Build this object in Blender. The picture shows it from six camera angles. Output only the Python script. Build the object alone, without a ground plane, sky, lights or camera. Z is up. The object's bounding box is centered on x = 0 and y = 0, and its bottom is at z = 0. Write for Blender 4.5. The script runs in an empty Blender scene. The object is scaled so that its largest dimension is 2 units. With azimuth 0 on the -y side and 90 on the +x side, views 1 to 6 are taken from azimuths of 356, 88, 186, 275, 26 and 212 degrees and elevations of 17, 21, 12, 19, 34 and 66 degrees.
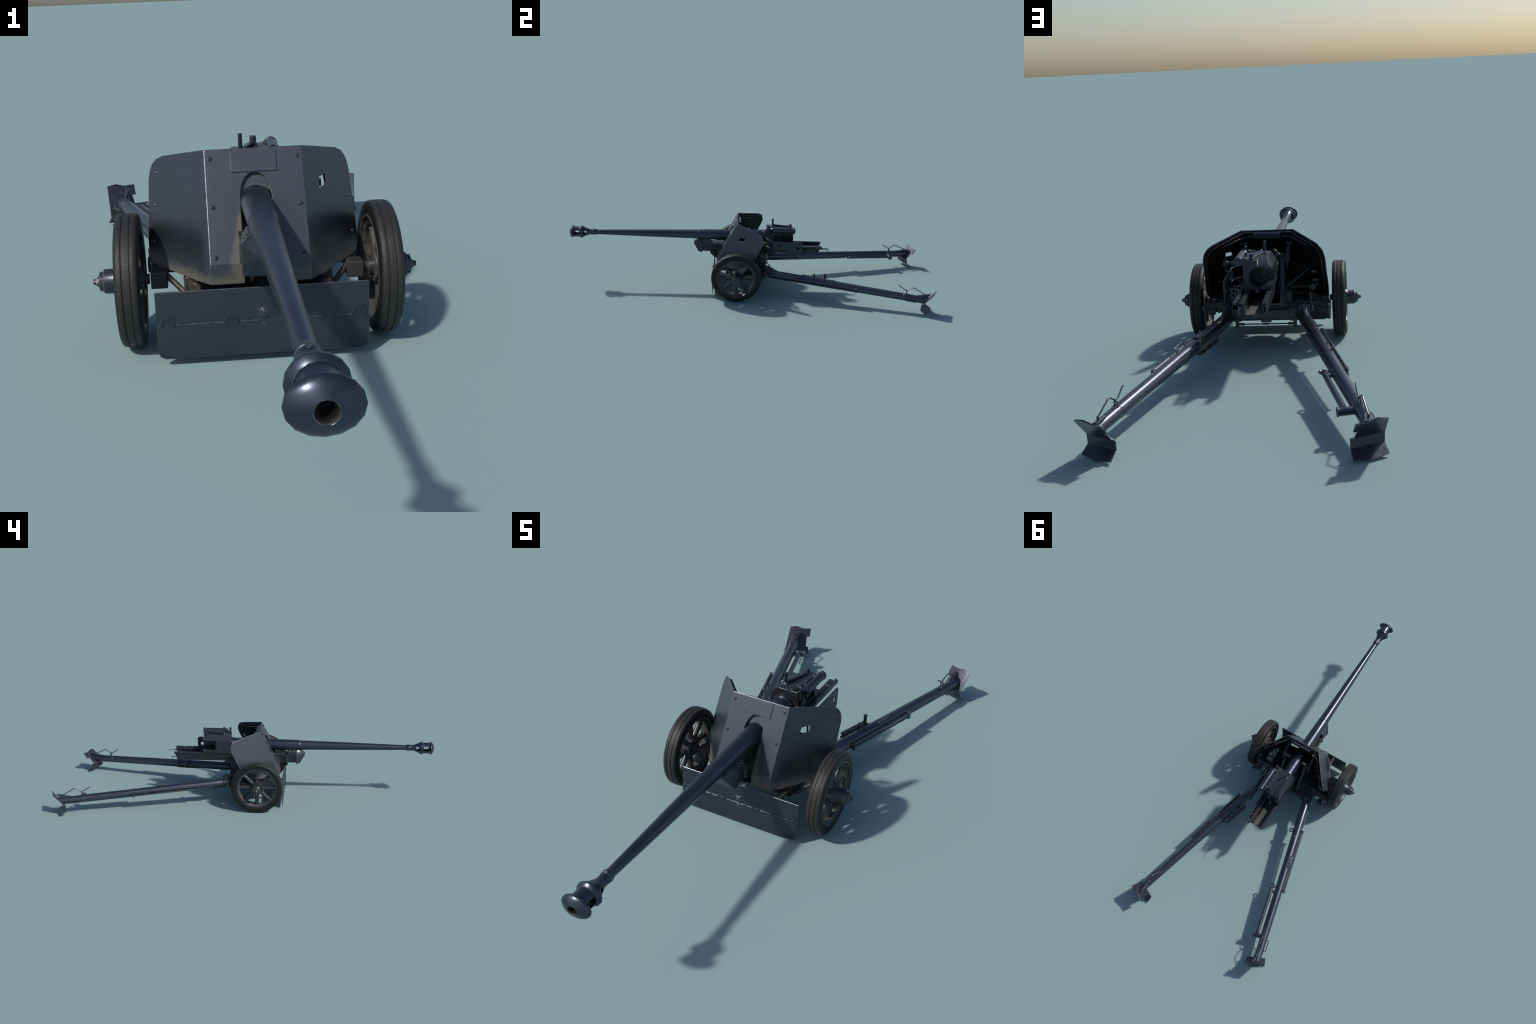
import bpy, bmesh, math
from mathutils import Vector, Matrix

V = Vector
X0 = 0.0027          # the carriage is centred a hair to the right of the origin

# ------------------------------------------------------------------ materials
def ramp(nt, fac, a, b, ca=(0, 0, 0, 1), cb=(1, 1, 1, 1)):
    r = nt.nodes.new("ShaderNodeValToRGB")
    r.color_ramp.elements[0].position, r.color_ramp.elements[1].position = a, b
    r.color_ramp.elements[0].color, r.color_ramp.elements[1].color = ca, cb
    nt.links.new(fac, r.inputs[0])
    return r.outputs[0]

def mth(nt, op, a, b=None, clamp=False):
    m = nt.nodes.new("ShaderNodeMath"); m.operation = op; m.use_clamp = clamp
    for i, v in enumerate((a, b)):
        if v is None: continue
        if isinstance(v, (int, float)): m.inputs[i].default_value = v
        else: nt.links.new(v, m.inputs[i])
    return m.outputs[0]

def mix(nt, fac, a, b, blend="MIX"):
    m = nt.nodes.new("ShaderNodeMix"); m.data_type = "RGBA"; m.blend_type = blend
    for sock, v in ((m.inputs[0], fac), (m.inputs[6], a), (m.inputs[7], b)):
        if isinstance(v, (int, float)): sock.default_value = v
        elif isinstance(v, tuple): sock.default_value = (*v, 1)
        else: nt.links.new(v, sock)
    return m.outputs[2]

def noise(nt, vec, scale, detail=4, rough=0.55, stretch=None):
    n = nt.nodes.new("ShaderNodeTexNoise")
    n.inputs["Scale"].default_value = scale; n.inputs["Detail"].default_value = detail
    n.inputs["Roughness"].default_value = rough
    if stretch:
        mp = nt.nodes.new("ShaderNodeMapping"); mp.inputs["Scale"].default_value = stretch
        nt.links.new(vec, mp.inputs[0]); vec = mp.outputs[0]
    nt.links.new(vec, n.inputs["Vector"])
    return n.outputs["Fac"]

def band(nt, v, lo, hi, soft):
    """1 between lo and hi, fading over soft."""
    a = nt.nodes.new("ShaderNodeMapRange"); a.interpolation_type = "SMOOTHSTEP"
    a.inputs["From Min"].default_value, a.inputs["From Max"].default_value = lo - soft, lo + soft
    nt.links.new(v, a.inputs[0])
    b = nt.nodes.new("ShaderNodeMapRange"); b.interpolation_type = "SMOOTHSTEP"
    b.inputs["From Min"].default_value, b.inputs["From Max"].default_value = hi - soft, hi + soft
    b.inputs["To Min"].default_value, b.inputs["To Max"].default_value = 1, 0
    nt.links.new(v, b.inputs[0])
    return mth(nt, "MULTIPLY", a.outputs[0], b.outputs[0])

DUST = (0.106, 0.094, 0.078)

def paint(name, base, rough=0.34, dust=0.8, ao_shade=0.55, kind=None, bump=0.04, metallic=0.0, spec=0.5, reach=0.022, edge_glint=1.0):
    m = bpy.data.materials.new(name); m.use_nodes = True
    nt = m.node_tree; p = nt.nodes["Principled BSDF"]
    tc = nt.nodes.new("ShaderNodeTexCoord"); obj = tc.outputs["Object"]
    big = noise(nt, obj, 9, 3)
    fine = noise(nt, obj, 70, 5)
    grain = noise(nt, obj, 420, 3)
    dark = tuple(c * 0.80 for c in base); lite = tuple(c * 1.18 for c in base)
    col = mix(nt, big, dark, lite)
    # occlusion shadow multiplied into the base colour: deep hollows are darkened
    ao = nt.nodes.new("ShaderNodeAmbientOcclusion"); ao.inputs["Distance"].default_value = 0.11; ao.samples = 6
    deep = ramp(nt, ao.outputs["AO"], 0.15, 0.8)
    gcol = mix(nt, deep, tuple(c * (1 - ao_shade) for c in (1, 1, 1)), (1, 1, 1))
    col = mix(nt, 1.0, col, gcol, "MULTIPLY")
    # dust gathered in corners, broken up by noise
    ao2 = nt.nodes.new("ShaderNodeAmbientOcclusion"); ao2.inputs["Distance"].default_value = reach; ao2.samples = 6
    near = ramp(nt, ao2.outputs["AO"], 0.3, 0.85, (1, 1, 1, 1), (0, 0, 0, 1))
    nz = ramp(nt, fine, 0.36, 0.6)
    dm = mth(nt, "MULTIPLY", mth(nt, "MULTIPLY", near, nz), dust)
    sep = nt.nodes.new("ShaderNodeSeparateXYZ"); nt.links.new(obj, sep.inputs[0])
    x, y, z = sep.outputs
    if kind == "shield":
        ax = mth(nt, "ABSOLUTE", mth(nt, "SUBTRACT", x, X0))
        side = band(nt, ax, 0.105, 0.6, 0.006)
        zz = mth(nt, "ADD", z, mth(nt, "MULTIPLY", mth(nt, "SUBTRACT", big, 0.5), 0.03))
        soot = mth(nt, "MULTIPLY", band(nt, zz, 0.178, 0.232, 0.022), side)
        col = mix(nt, mth(nt, "MULTIPLY", soot, 0.75), col, tuple(c * 0.30 for c in base))
        # splashed mud: lower rims, and beside the gun opening
        low = nt.nodes.new("ShaderNodeMapRange"); low.interpolation_type = "SMOOTHSTEP"
        low.inputs["From Min"].default_value, low.inputs["From Max"].default_value = 0.182, 0.150
        nt.links.new(zz, low.inputs[0])
        # beside the slot the mud fan widens downwards
        reach_ = mth(nt, "ADD", 0.006, mth(nt, "MULTIPLY", mth(nt, "SUBTRACT", 0.275, z), 0.30))
        fan = mth(nt, "DIVIDE", mth(nt, "SUBTRACT", ax, 0.0315), mth(nt, "MAXIMUM", reach_, 0.001))
        fan = mth(nt, "SUBTRACT", 1.0, fan, True)
        fan = mth(nt, "MULTIPLY", fan, band(nt, z, 0.0, 0.270, 0.012))
        fan = mth(nt, "MULTIPLY", fan, band(nt, ax, -1, 0.0935, 0.001))
        mud = mth(nt, "MAXIMUM", mth(nt, "MULTIPLY", low.outputs[0], 0.7), fan)
        spl = ramp(nt, mth(nt, "ADD", mud, mth(nt, "MULTIPLY", mth(nt, "SUBTRACT", fine, 0.5), 0.7)), 0.08, 0.62)
        dm = mth(nt, "MAXIMUM", dm, mth(nt, "MULTIPLY", mth(nt, "MULTIPLY", spl, mth(nt, "GREATER_THAN", mud, 0.01)), 0.9))
    if kind == "wheel":       # mud dried on the inboard faces and inside the rim
        nsep = nt.nodes.new("ShaderNodeSeparateXYZ"); nt.links.new(tc.outputs["Normal"], nsep.inputs[0])
        inboard = mth(nt, "LESS_THAN", nsep.outputs[0], -0.35)
        rr = mth(nt, "SQRT", mth(nt, "ADD", mth(nt, "POWER", y, 2), mth(nt, "POWER", z, 2)))
        felly = band(nt, rr, 0.088, 0.0975, 0.002)
        wet = mth(nt, "MULTIPLY", mth(nt, "MAXIMUM", inboard, felly), ramp(nt, fine, 0.28, 0.52))
        dm = mth(nt, "MAXIMUM", dm, mth(nt, "MULTIPLY", wet, 0.75))
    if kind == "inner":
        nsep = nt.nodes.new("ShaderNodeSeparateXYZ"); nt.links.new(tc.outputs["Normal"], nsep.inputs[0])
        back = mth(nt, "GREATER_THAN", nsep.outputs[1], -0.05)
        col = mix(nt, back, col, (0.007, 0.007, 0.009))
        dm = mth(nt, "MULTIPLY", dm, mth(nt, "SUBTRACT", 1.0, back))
    if kind == "apron":
        str_ = noise(nt, obj, 26, 4, 0.6, (0.25, 1, 5))
        col = mix(nt, mth(nt, "MULTIPLY", str_, 0.5), col, tuple(c * 1.25 for c in base))
    col = mix(nt, dm, col, DUST)
    # sun glints on edges, painted as a broken pale metallic line
    bev = nt.nodes.new("ShaderNodeBevel"); bev.samples = 4; bev.inputs["Radius"].default_value = 0.0019
    geo = nt.nodes.new("ShaderNodeNewGeometry")
    dot = nt.nodes.new("ShaderNodeVectorMath"); dot.operation = "DOT_PRODUCT"
    nt.links.new(bev.outputs[0], dot.inputs[0]); nt.links.new(geo.outputs["True Normal"], dot.inputs[1])
    edge = ramp(nt, dot.outputs["Value"], 0.84, 0.955, (1, 1, 1, 1), (0, 0, 0, 1))
    glint_gaps = ramp(nt, noise(nt, obj, 130, 2), 0.40, 0.52)
    edge = mth(nt, "MULTIPLY", mth(nt, "MULTIPLY", edge, glint_gaps), 0.9 * edge_glint)
    col = mix(nt, edge, col, (0.36, 0.37, 0.40))
    nt.links.new(col, p.inputs["Base Color"])
    rv = mth(nt, "ADD", rough - 0.06, mth(nt, "MULTIPLY", fine, 0.13))
    rv = mth(nt, "ADD", rv, mth(nt, "MULTIPLY", dm, 0.35), True)
    rv = mth(nt, "SUBTRACT", rv, mth(nt, "MULTIPLY", edge, 0.12), True)
    nt.links.new(rv, p.inputs["Roughness"])
    nt.links.new(mth(nt, "MAXIMUM", mth(nt, "MULTIPLY", mth(nt, "SUBTRACT", 1.0, dm, True), metallic), edge), p.inputs["Metallic"])
    p.inputs["Specular IOR Level"].default_value = spec
    if bump:
        bp = nt.nodes.new("ShaderNodeBump"); bp.inputs["Strength"].default_value = bump; bp.inputs["Distance"].default_value = 0.002
        nt.links.new(mth(nt, "ADD", fine, mth(nt, "MULTIPLY", grain, 0.4)), bp.inputs["Height"])
        nt.links.new(bev.outputs[0], bp.inputs["Normal"]); nt.links.new(bp.outputs[0], p.inputs["Normal"])
    else:
        nt.links.new(bev.outputs[0], p.inputs["Normal"])
    return m

def rubber(name):
    m = bpy.data.materials.new(name); m.use_nodes = True
    nt = m.node_tree; p = nt.nodes["Principled BSDF"]
    tc = nt.nodes.new("ShaderNodeTexCoord"); obj = tc.outputs["Object"]
    sep = nt.nodes.new("ShaderNodeSeparateXYZ"); nt.links.new(obj, sep.inputs[0])
    r = mth(nt, "SQRT", mth(nt, "ADD", mth(nt, "POWER", sep.outputs[1], 2), mth(nt, "POWER", sep.outputs[2], 2)))
    tread = nt.nodes.new("ShaderNodeMapRange"); tread.interpolation_type = "SMOOTHSTEP"
    tread.inputs["From Min"].default_value, tread.inputs["From Max"].default_value = 0.1275, 0.1325
    nt.links.new(r, tread.inputs[0])
    n1 = noise(nt, obj, 60, 5, 0.6, (1, 1, 1)); n2 = noise(nt, obj, 190, 4, 0.6, (2.2, 1, 1)); n3 = noise(nt, obj, 18, 3)
    worn = mix(nt, n1, (0.015, 0.0147, 0.0145), (0.038, 0.036, 0.034))
    flank = mix(nt, n3, (0.006, 0.0072, 0.0070), (0.0105, 0.0115, 0.0105))
    nt.links.new(mix(nt, tread.outputs[0], flank, worn), p.inputs["Base Color"])
    p.inputs["Roughness"].default_value = 0.5
    p.inputs["Specular IOR Level"].default_value = 0.35
    bp = nt.nodes.new("ShaderNodeBump"); bp.inputs["Strength"].default_value = 0.35; bp.inputs["Distance"].default_value = 0.0022
    nt.links.new(mth(nt, "MULTIPLY", mth(nt, "ADD", n1, n2), tread.outputs[0]), bp.inputs["Height"])
    nt.links.new(bp.outputs[0], p.inputs["Normal"])
    return m

BLUE = (0.042, 0.048, 0.063)
M_GUN = paint("gunmetal_paint", BLUE, rough=0.33, dust=0.55, ao_shade=0.45, bump=0, metallic=0.5, reach=0.025)
M_TUBE = paint("barrel_paint", (0.064, 0.075, 0.104), rough=0.31, dust=0.5, ao_shade=0.4, bump=0, metallic=0.82)
M_SHIELD = paint("shield_paint", (0.054, 0.061, 0.081), rough=0.37, dust=0.7, ao_shade=0.3, kind="shield", bump=0.03, metallic=0.42)
M_INNER = paint("inner_ply_paint", (0.054, 0.061, 0.081), rough=0.42, dust=0.8, ao_shade=0.3, kind="inner", metallic=0.40, reach=0.012)
M_SADDLE = paint("shaded_saddle_paint", (0.066, 0.072, 0.088), rough=0.36, dust=0.5, ao_shade=0.6, metallic=0.5)
M_APRON = paint("apron_paint", (0.047, 0.057, 0.073), rough=0.40, dust=0.6, ao_shade=0.3, kind="apron", bump=0.03, metallic=0.65)
M_HINGE = paint("apron_hinge_paint", (0.047, 0.057, 0.073), rough=0.42, dust=0.5, ao_shade=0.3, bump=0, metallic=0.65, edge_glint=0.0)
M_CARR = paint("dusty_carriage_paint", (0.060, 0.057, 0.054), rough=0.45, dust=1.0, ao_shade=0.8, metallic=0.2, reach=0.045)
M_CRADLE = paint("cradle_paint", (0.032, 0.037, 0.045), rough=0.40, dust=0.9, ao_shade=0.6, metallic=0.45, reach=0.03)
M_STEEL = paint("bare_steel", (0.12, 0.125, 0.14), rough=0.28, dust=0.4, ao_shade=0.45, metallic=0.8)
M_TRAIL = paint("trail_paint", (0.086, 0.095, 0.124), rough=0.29, dust=0.9, ao_shade=0.35, bump=0, metallic=0.84, reach=0.03)
M_WHEEL = paint("wheel_paint", (0.058, 0.062, 0.076), rough=0.34, dust=1.0, ao_shade=0.5, metallic=0.6, reach=0.04, kind="wheel", bump=0)
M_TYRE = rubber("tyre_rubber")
M_DUSTY = paint("dusty_floor", (0.105, 0.096, 0.084), rough=0.6, dust=0.6, ao_shade=0.5)
M_RUST = paint("rusty_bore_edge", (0.022, 0.018, 0.0145), rough=0.6, dust=0.2, ao_shade=0.4, edge_glint=0.2)
M_SPADE = paint("spade_paint", (0.070, 0.076, 0.098), rough=0.31, dust=1.0, ao_shade=0.4, bump=0, metallic=0.7, reach=0.07)
M_DARK = paint("painted_bore_shadow", (0.006, 0.006, 0.007), rough=0.6, dust=0.0, ao_shade=0.3, edge_glint=0)

# ------------------------------------------------------------------ mesh kit
class Kit:
    def __init__(s): s.bm = bmesh.new()
    def _tf(s, verts, mat):
        for v in verts: v.co = mat @ v.co
    def box(s, lo, hi, mat=None):
        lo, hi = V(lo), V(hi)
        r = bmesh.ops.create_cube(s.bm, size=1.0)["verts"]
        d, c = hi - lo, (hi + lo) / 2
        for v in r: v.co = V((v.co.x * d.x + c.x, v.co.y * d.y + c.y, v.co.z * d.z + c.z))
        if mat: s._tf(r, mat)
        return r
    def bar(s, a, b, w, h, up=(0, 0, 1)):
        """square bar from a to b, w across, h along up."""
        a, b = V(a), V(b); d = (b - a); L = d.length; d.normalize()
        side = d.cross(V(up)).normalized(); u = side.cross(d).normalized()
        r = bmesh.ops.create_cube(s.bm, size=1.0)["verts"]
        for v in r: v.co = (a + b) / 2 + side * v.co.x * w + d * v.co.y * L + u * v.co.z * h
        return r
    def cyl(s, a, b, r1, r2=None, seg=16):
        a, b = V(a), V(b); r2 = r1 if r2 is None else r2
        d = b - a
        r = bmesh.ops.create_cone(s.bm, cap_ends=True, segments=seg, radius1=r1, radius2=r2, depth=d.length)["verts"]
        q = V((0, 0, 1)).rotation_difference(d.normalized()).to_matrix().to_4x4()
        s._tf(r, Matrix.Translation((a + b) / 2) @ q)
        return r
    def ball(s, c, r, sc=(1, 1, 1), seg=14):
        vs = bmesh.ops.create_uvsphere(s.bm, u_segments=seg, v_segments=seg // 2 + 1, radius=r)["verts"]
        for v in vs: v.co = V(c) + V((v.co.x * sc[0], v.co.y * sc[1], v.co.z * sc[2]))
        return vs
    def pipe(s, pts, r, seg=8, closed=False, round_=0.0):
        """tube along a polyline, corners optionally rounded."""
        pts = [V(p) for p in pts]
        if round_ and not closed:
            out = [pts[0]]
            for i in range(1, len(pts) - 1):
                p, a, b = pts[i], pts[i - 1], pts[i + 1]
                k = min(round_, (a - p).length * .45, (b - p).length * .45)
                p1, p2 = p + (a - p).normalized() * k, p + (b - p).normalized() * k
                for t in (0, .25, .5, .75, 1): out.append(p1 * (1 - t) ** 2 + p * 2 * t * (1 - t) + p2 * t * t)
            pts = out + [pts[-1]]
        n = len(pts); rings = []; up = None
        for i in range(n):
            if closed: d = pts[(i + 1) % n] - pts[i - 1]
            else: d = pts[min(i + 1, n - 1)] - pts[max(i - 1, 0)]
            d.normalize()
            if up is None: up = d.orthogonal().normalized()
            up = (up - d * up.dot(d)).normalized(); sd = d.cross(up)
            rings.append([s.bm.verts.new(pts[i] + (up * math.cos(t) + sd * math.sin(t)) * r) for t in (2 * math.pi * k / seg for k in range(seg))])
        for i in range(n if closed else n - 1):
            A, B = rings[i], rings[(i + 1) % n]
            for k in range(seg): s.bm.faces.new((A[k], A[(k + 1) % seg], B[(k + 1) % seg], B[k]))
        if not closed:
            s.bm.faces.new(rings[0][::-1]); s.bm.faces.new(rings[-1])
    def rev(s, prof, seg=32, mat=None, closed=False, phase=0.0):
        """revolve (axial, radius[, radius_z]) about local x; radius 0 makes a pole."""
        rings = []
        for p in prof:
            ax, ry = p[0], p[1]; rz = p[2] if len(p) > 2 else p[1]
            if ry < 1e-7: rings.append([s.bm.verts.new((ax, 0, 0))])
            else: rings.append([s.bm.verts.new((ax, ry * math.cos(t), rz * math.sin(t))) for t in (2 * math.pi * (k + phase) / seg for k in range(seg))])
        m = len(rings)
        for i in range(m if closed else m - 1):
            A, B = rings[i], rings[(i + 1) % m]
            for k in range(seg):
                j = (k + 1) % seg
                if len(A) == 1 and len(B) == 1: continue
                if len(A) == 1: s.bm.faces.new((A[0], B[j], B[k]))
                elif len(B) == 1: s.bm.faces.new((A[k], A[j], B[0]))
                else: s.bm.faces.new((A[k], A[j], B[j], B[k]))
        if not closed:
            for R in (rings[0], rings[-1]):
                if len(R) > 2: s.bm.faces.new(R)
        if mat: s._tf([v for R in rings for v in R], mat)
    def slab(s, pts, off):
        """polygon thickened by the vector off."""
        off = V(off); A = [s.bm.verts.new(V(p)) for p in pts]; B = [s.bm.verts.new(V(p) + off) for p in pts]
        s.bm.faces.new(A); s.bm.faces.new(B[::-1]); n = len(A)
        for i in range(n): s.bm.faces.new((A[i], B[i], B[(i + 1) % n], A[(i + 1) % n]))
        return A + B
    def hull(s, pts):
        vs = [s.bm.verts.new(V(p)) for p in pts]
        r = bmesh.ops.convex_hull(s.bm, input=vs)
        junk = [g for g in r["geom_interior"] + r["geom_unused"] if isinstance(g, bmesh.types.BMVert)]
        if junk: bmesh.ops.delete(s.bm, geom=list(set(junk)), context="VERTS")
    def loft(s, rows, cap=False):
        R = [[s.bm.verts.new(V(p)) for p in row] for row in rows]
        for a, b in zip(R, R[1:]):
            for i in range(len(a) - 1): s.bm.faces.new((a[i], a[i + 1], b[i + 1], b[i]))
    def mesh(s, name, angle=32):
        bmesh.ops.remove_doubles(s.bm, verts=s.bm.verts, dist=1e-6)
        bmesh.ops.recalc_face_normals(s.bm, faces=s.bm.faces)
        lim = math.radians(angle)
        for f in s.bm.faces: f.smooth = True
        for e in s.bm.edges: e.smooth = len(e.link_faces) == 2 and e.calc_face_angle(9) < lim
        me = bpy.data.meshes.new(name); s.bm.to_mesh(me); s.bm.free()
        return me

def add(name, kit_or_mesh, mat, parent=None, bevel=0.0, seg=2, angle=32):
    me = kit_or_mesh if isinstance(kit_or_mesh, bpy.types.Mesh) else kit_or_mesh.mesh(name, angle)
    if not me.materials: me.materials.append(mat)
    o = bpy.data.objects.new(name, me); bpy.context.scene.collection.objects.link(o)
    o.parent = parent
    if bevel:
        b = o.modifiers.new("rounded_edges", "BEVEL"); b.width = bevel; b.segments = seg
        b.limit_method = "ANGLE"; b.angle_limit = math.radians(40); b.harden_normals = True
    return o

def cut(o, kits):
    """carve closed cutters out of o and bake the result."""
    helpers = []
    for k in kits:
        c = bpy.data.objects.new("cutter", k.mesh("cutter")); bpy.context.scene.collection.objects.link(c)
        md = o.modifiers.new("cut", "BOOLEAN"); md.operation = "DIFFERENCE"; md.solver = "EXACT"; md.object = c
        helpers.append(c)
    while o.modifiers[0].type == "BEVEL" and len(o.modifiers) > 1:
        o.modifiers.move(0, len(o.modifiers) - 1)
    bevels = [m for m in o.modifiers if m.type == "BEVEL"]
    for b in bevels: b.show_viewport = False
    dg = bpy.context.evaluated_depsgraph_get(); dg.update()
    me = bpy.data.meshes.new_from_object(o.evaluated_get(dg))
    mats = list(o.data.materials)
    for m in [m for m in o.modifiers if m.type == "BOOLEAN"]: o.modifiers.remove(m)
    for b in bevels: b.show_viewport = True
    bm = bmesh.new(); bm.from_mesh(me)
    for f in bm.faces: f.smooth = True
    for e in bm.edges: e.smooth = len(e.link_faces) == 2 and e.calc_face_angle(9) < math.radians(32)
    bm.to_mesh(me); bm.free()
    me.materials.clear()
    for m in mats: me.materials.append(m)
    o.data = me
    for c in helpers: bpy.data.objects.remove(c)

def copies(name, o, places):
    for loc, rot in places:
        c = o.copy(); c.location = loc; c.rotation_euler = rot
        bpy.context.scene.collection.objects.link(c)

root = bpy.data.objects.new("anti_tank_gun", None)
bpy.context.scene.collection.objects.link(root)
root["label"] = "towed anti-tank gun with long barrel, angled shield and split trails"
root["category"] = "artillery gun"
root.empty_display_size = 0.2

# ------------------------------------------------------------------ gun tube and muzzle brake
def bore_z(y): return 0.2897 + 0.004 * y
AXIS = Matrix(((0, 1, 0, X0 + 0.0003), (1, 0, 0, 0), (0, 0, 1, 0), (0, 0, 0, 1)))   # local x -> world y, local y -> world x
def on_bore(kit):
    for v in kit.bm.verts: v.co.z += bore_z(v.co.y)

k = Kit()
k.rev([(-.866, 0), (-.866, .0126), (-.852, .0130), (-.72, .0164), (-.59, .0195), (-.45, .0224), (-.296, .0254), (-.2925, .0258),
       (-.2905, .0265), (-.286, .0271), (-.20, .0287), (-.10, .0302), (.0, .0314), (.068, .0322),
       (.0682, .0342), (.0705, .0349), (.082, .0349), (.086, .031), (.10, .030), (.10, 0)], 24, AXIS)
on_bore(k)
barrel = add("barrel", k, M_TUBE, root)

k = Kit()
outer = [(-1.0005, .0134, .0134), (-.9996, .0156, .0150), (-.9950, .0300, .0240), (-.9905, .0370, .0294), (-.9862, .0416, .0331), (-.9835, .0421, .0337),
         (-.9815, .0420, .0336), (-.9785, .0350, .0315), (-.9765, .0276, .0289), (-.9450, .0278, .0289), (-.9425, .0318, .0315),
         (-.9375, .0358, .0350), (-.9325, .0358, .0350), (-.9275, .0300, .0298), (-.9150, .0238, .0246), (-.9040, .0188, .0195),
         (-.8930, .0158, .0158), (-.8790, .0151, .0151), (-.8750, .0163, .0163), (-.8715, .0163, .0163), (-.8708, .0157, .0157),
         (-.8695, .0157, .0157), (-.8688, .0168, .0168), (-.8620, .0166, .0166), (-.8550, .0150, .0150), (-.8500, .0134, .0134)]
inner = [(-.875, .0), (-.875, .0105), (-.9035, .0110), (-.9045, .0140), (-.9255, .0205), (-.9310, .0205), (-.9315, .0122), (-.9430, .0122),
         (-.9435, .0222), (-.9755, .0222), (-.9760, .0118), (-.9960, .0122)]
k.rev(inner + outer + [(-.8500, 0)], 16, AXIS)
on_bore(k)
brake = add("muzzle_brake", k, M_TUBE, root, angle=40)
c1, c2 = Kit(), Kit()
zb = bore_z(-.955)
c1.box((-.06, -.9745, zb - .0128), (.06, -.9452, zb + .0128))
c2.box((-.06, -.9262, zb - .0125), (.06, -.9075, zb + .0110))
cut(brake, [c1, c2])
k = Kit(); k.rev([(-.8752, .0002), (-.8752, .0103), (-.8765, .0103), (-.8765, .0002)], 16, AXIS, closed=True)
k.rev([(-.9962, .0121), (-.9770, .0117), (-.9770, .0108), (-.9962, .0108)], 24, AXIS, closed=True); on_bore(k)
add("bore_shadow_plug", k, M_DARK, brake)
k = Kit(); k.rev([(-1.0002, .0133), (-.9964, .0124), (-.9964, .0117), (-.9996, .0126)], 16, AXIS, closed=True); on_bore(k)
add("bore_rust_ring", k, M_RUST, brake)
k = Kit()
k.box((X0 - .0035, -.869, bore_z(-.87) + .0145), (X0 + .0035, -.860, bore_z(-.87) + .0178))
k.pipe([(X0 + .003 * math.cos(t), -.8755 + .004 * math.sin(t), bore_z(-.87) + .0165) for t in [i * math.pi / 4 for i in range(8)]], .0008, 6, True)
add("locking_clip", k, M_STEEL, brake, .0004)

# ------------------------------------------------------------------ breech
k = Kit()
bx0, bx1 = X0 - .0475, X0 + .0478
yf, yr, zt, zb = .0835, .2315, .3450, .2480
# body cross-section in x-z, bevelled on the right top edge, with a second bevel at the rear
sec = [(bx0, zb), (bx1, zb), (bx1, zt), (X0 - .0285, zt), (bx0, .3185)]
k.slab([(x, yf, z) for x, z in sec], (0, yr - yf, 0))
breech = add("breech_block", k, M_GUN, root, .0012)
c1 = Kit(); c1.cyl((X0 - .0018, .162, .2875), (X0 - .0018, .26, .2875), .0332, seg=28)
c2 = Kit(); c2.box((-.08, .158, .2640), (X0 - .0018, .26, .3165))
c3 = Kit(); c3.hull([(X0 + .001, .26, .36), (-.08, .26, .36), (X0 + .001, .198, .3465), (-.08, .198, .3465), (X0 + .001, .26, .3105), (-.08, .26, .3105)])
c4 = Kit(); c4.box((-.08, .114, .2560), (X0 - .0435, .1215, .2760))
c5 = Kit(); c5.box((X0 + .0375, .158, .2720), (.09, .216, .3180))
c6 = Kit(); c6.box((-.08, .160, .2440), (bx0 + .006, .30, .2515))
cut(breech, [c1, c2, c3, c4, c5, c6])
k = Kit()
k.cyl((X0 - .0018, .150, .2875), (X0 - .0018, .1655, .2875), .0305, seg=28)
k.cyl((X0 - .0018, .1655, .2875), (X0 - .0018, .1685, .2875), .016, seg=24)
k.cyl((X0 - .0018, .1685, .2875), (X0 - .0018, .1700, .2875), .006, seg=16)
add("breech_face", k, M_CRADLE, breech, .0006)
k = Kit()   # sliding block inside the right-hand window
k.box((bx0 + .012, .160, .2645), (X0 - .004, .166, .3160))
k.slab([(X0 + .038, .170, .278), (X0 + .038, .200, .278), (X0 + .038, .206, .300), (X0 + .038, .170, .312)], (.003, 0, 0))
add("breech_wedge", k, M_CRADLE, breech, .0006)
k = Kit()
k.cyl((X0 + .006, .222, .246), (X0 + .006, .238, .246), .006, seg=14)
k.box((X0 + .0, .205, .240), (X0 + .012, .228, .2495))
add("extractor_lug", k, M_STEEL, breech, .0006)
# recuperator cylinder along the left top edge
k = Kit()
cx, cz = .0648, .3425
CA = Matrix.Translation((cx, 0, cz)) @ Matrix(((0, 1, 0, 0), (1, 0, 0, 0), (0, 0, 1, 0), (0, 0, 0, 1)))
k.rev([(.106, 0), (.106, .006), (.1085, .0105), (.113, .0136), (.119, .0140), (.2295, .0140), (.2300, .0157), (.2385, .0157), (.2395, .0147), (.2395, .0098), (.2370, .0098), (.2370, 0)], 20, CA)
k.cyl((cx, .2365, cz), (cx, .2410, cz), .0062, seg=6)
k.cyl((cx, .2410, cz), (cx, .2425, cz), .0030, seg=10)
k.ball((cx - .004, .112, cz + .001), .0125)
k.cyl((cx - .004, .112, cz), (X0 + .040, .115, cz + .001), .0095, seg=14)
k.box((X0 + .036, .104, .340), (X0 + .044, .126, .3555))
k.cyl((cx + .001, .112, cz), (cx + .004, .112, .318), .0055, .0045, seg=12)
recup = add("recuperator_cylinder", k, M_TUBE, breech, .0005)
k = Kit()
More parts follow.
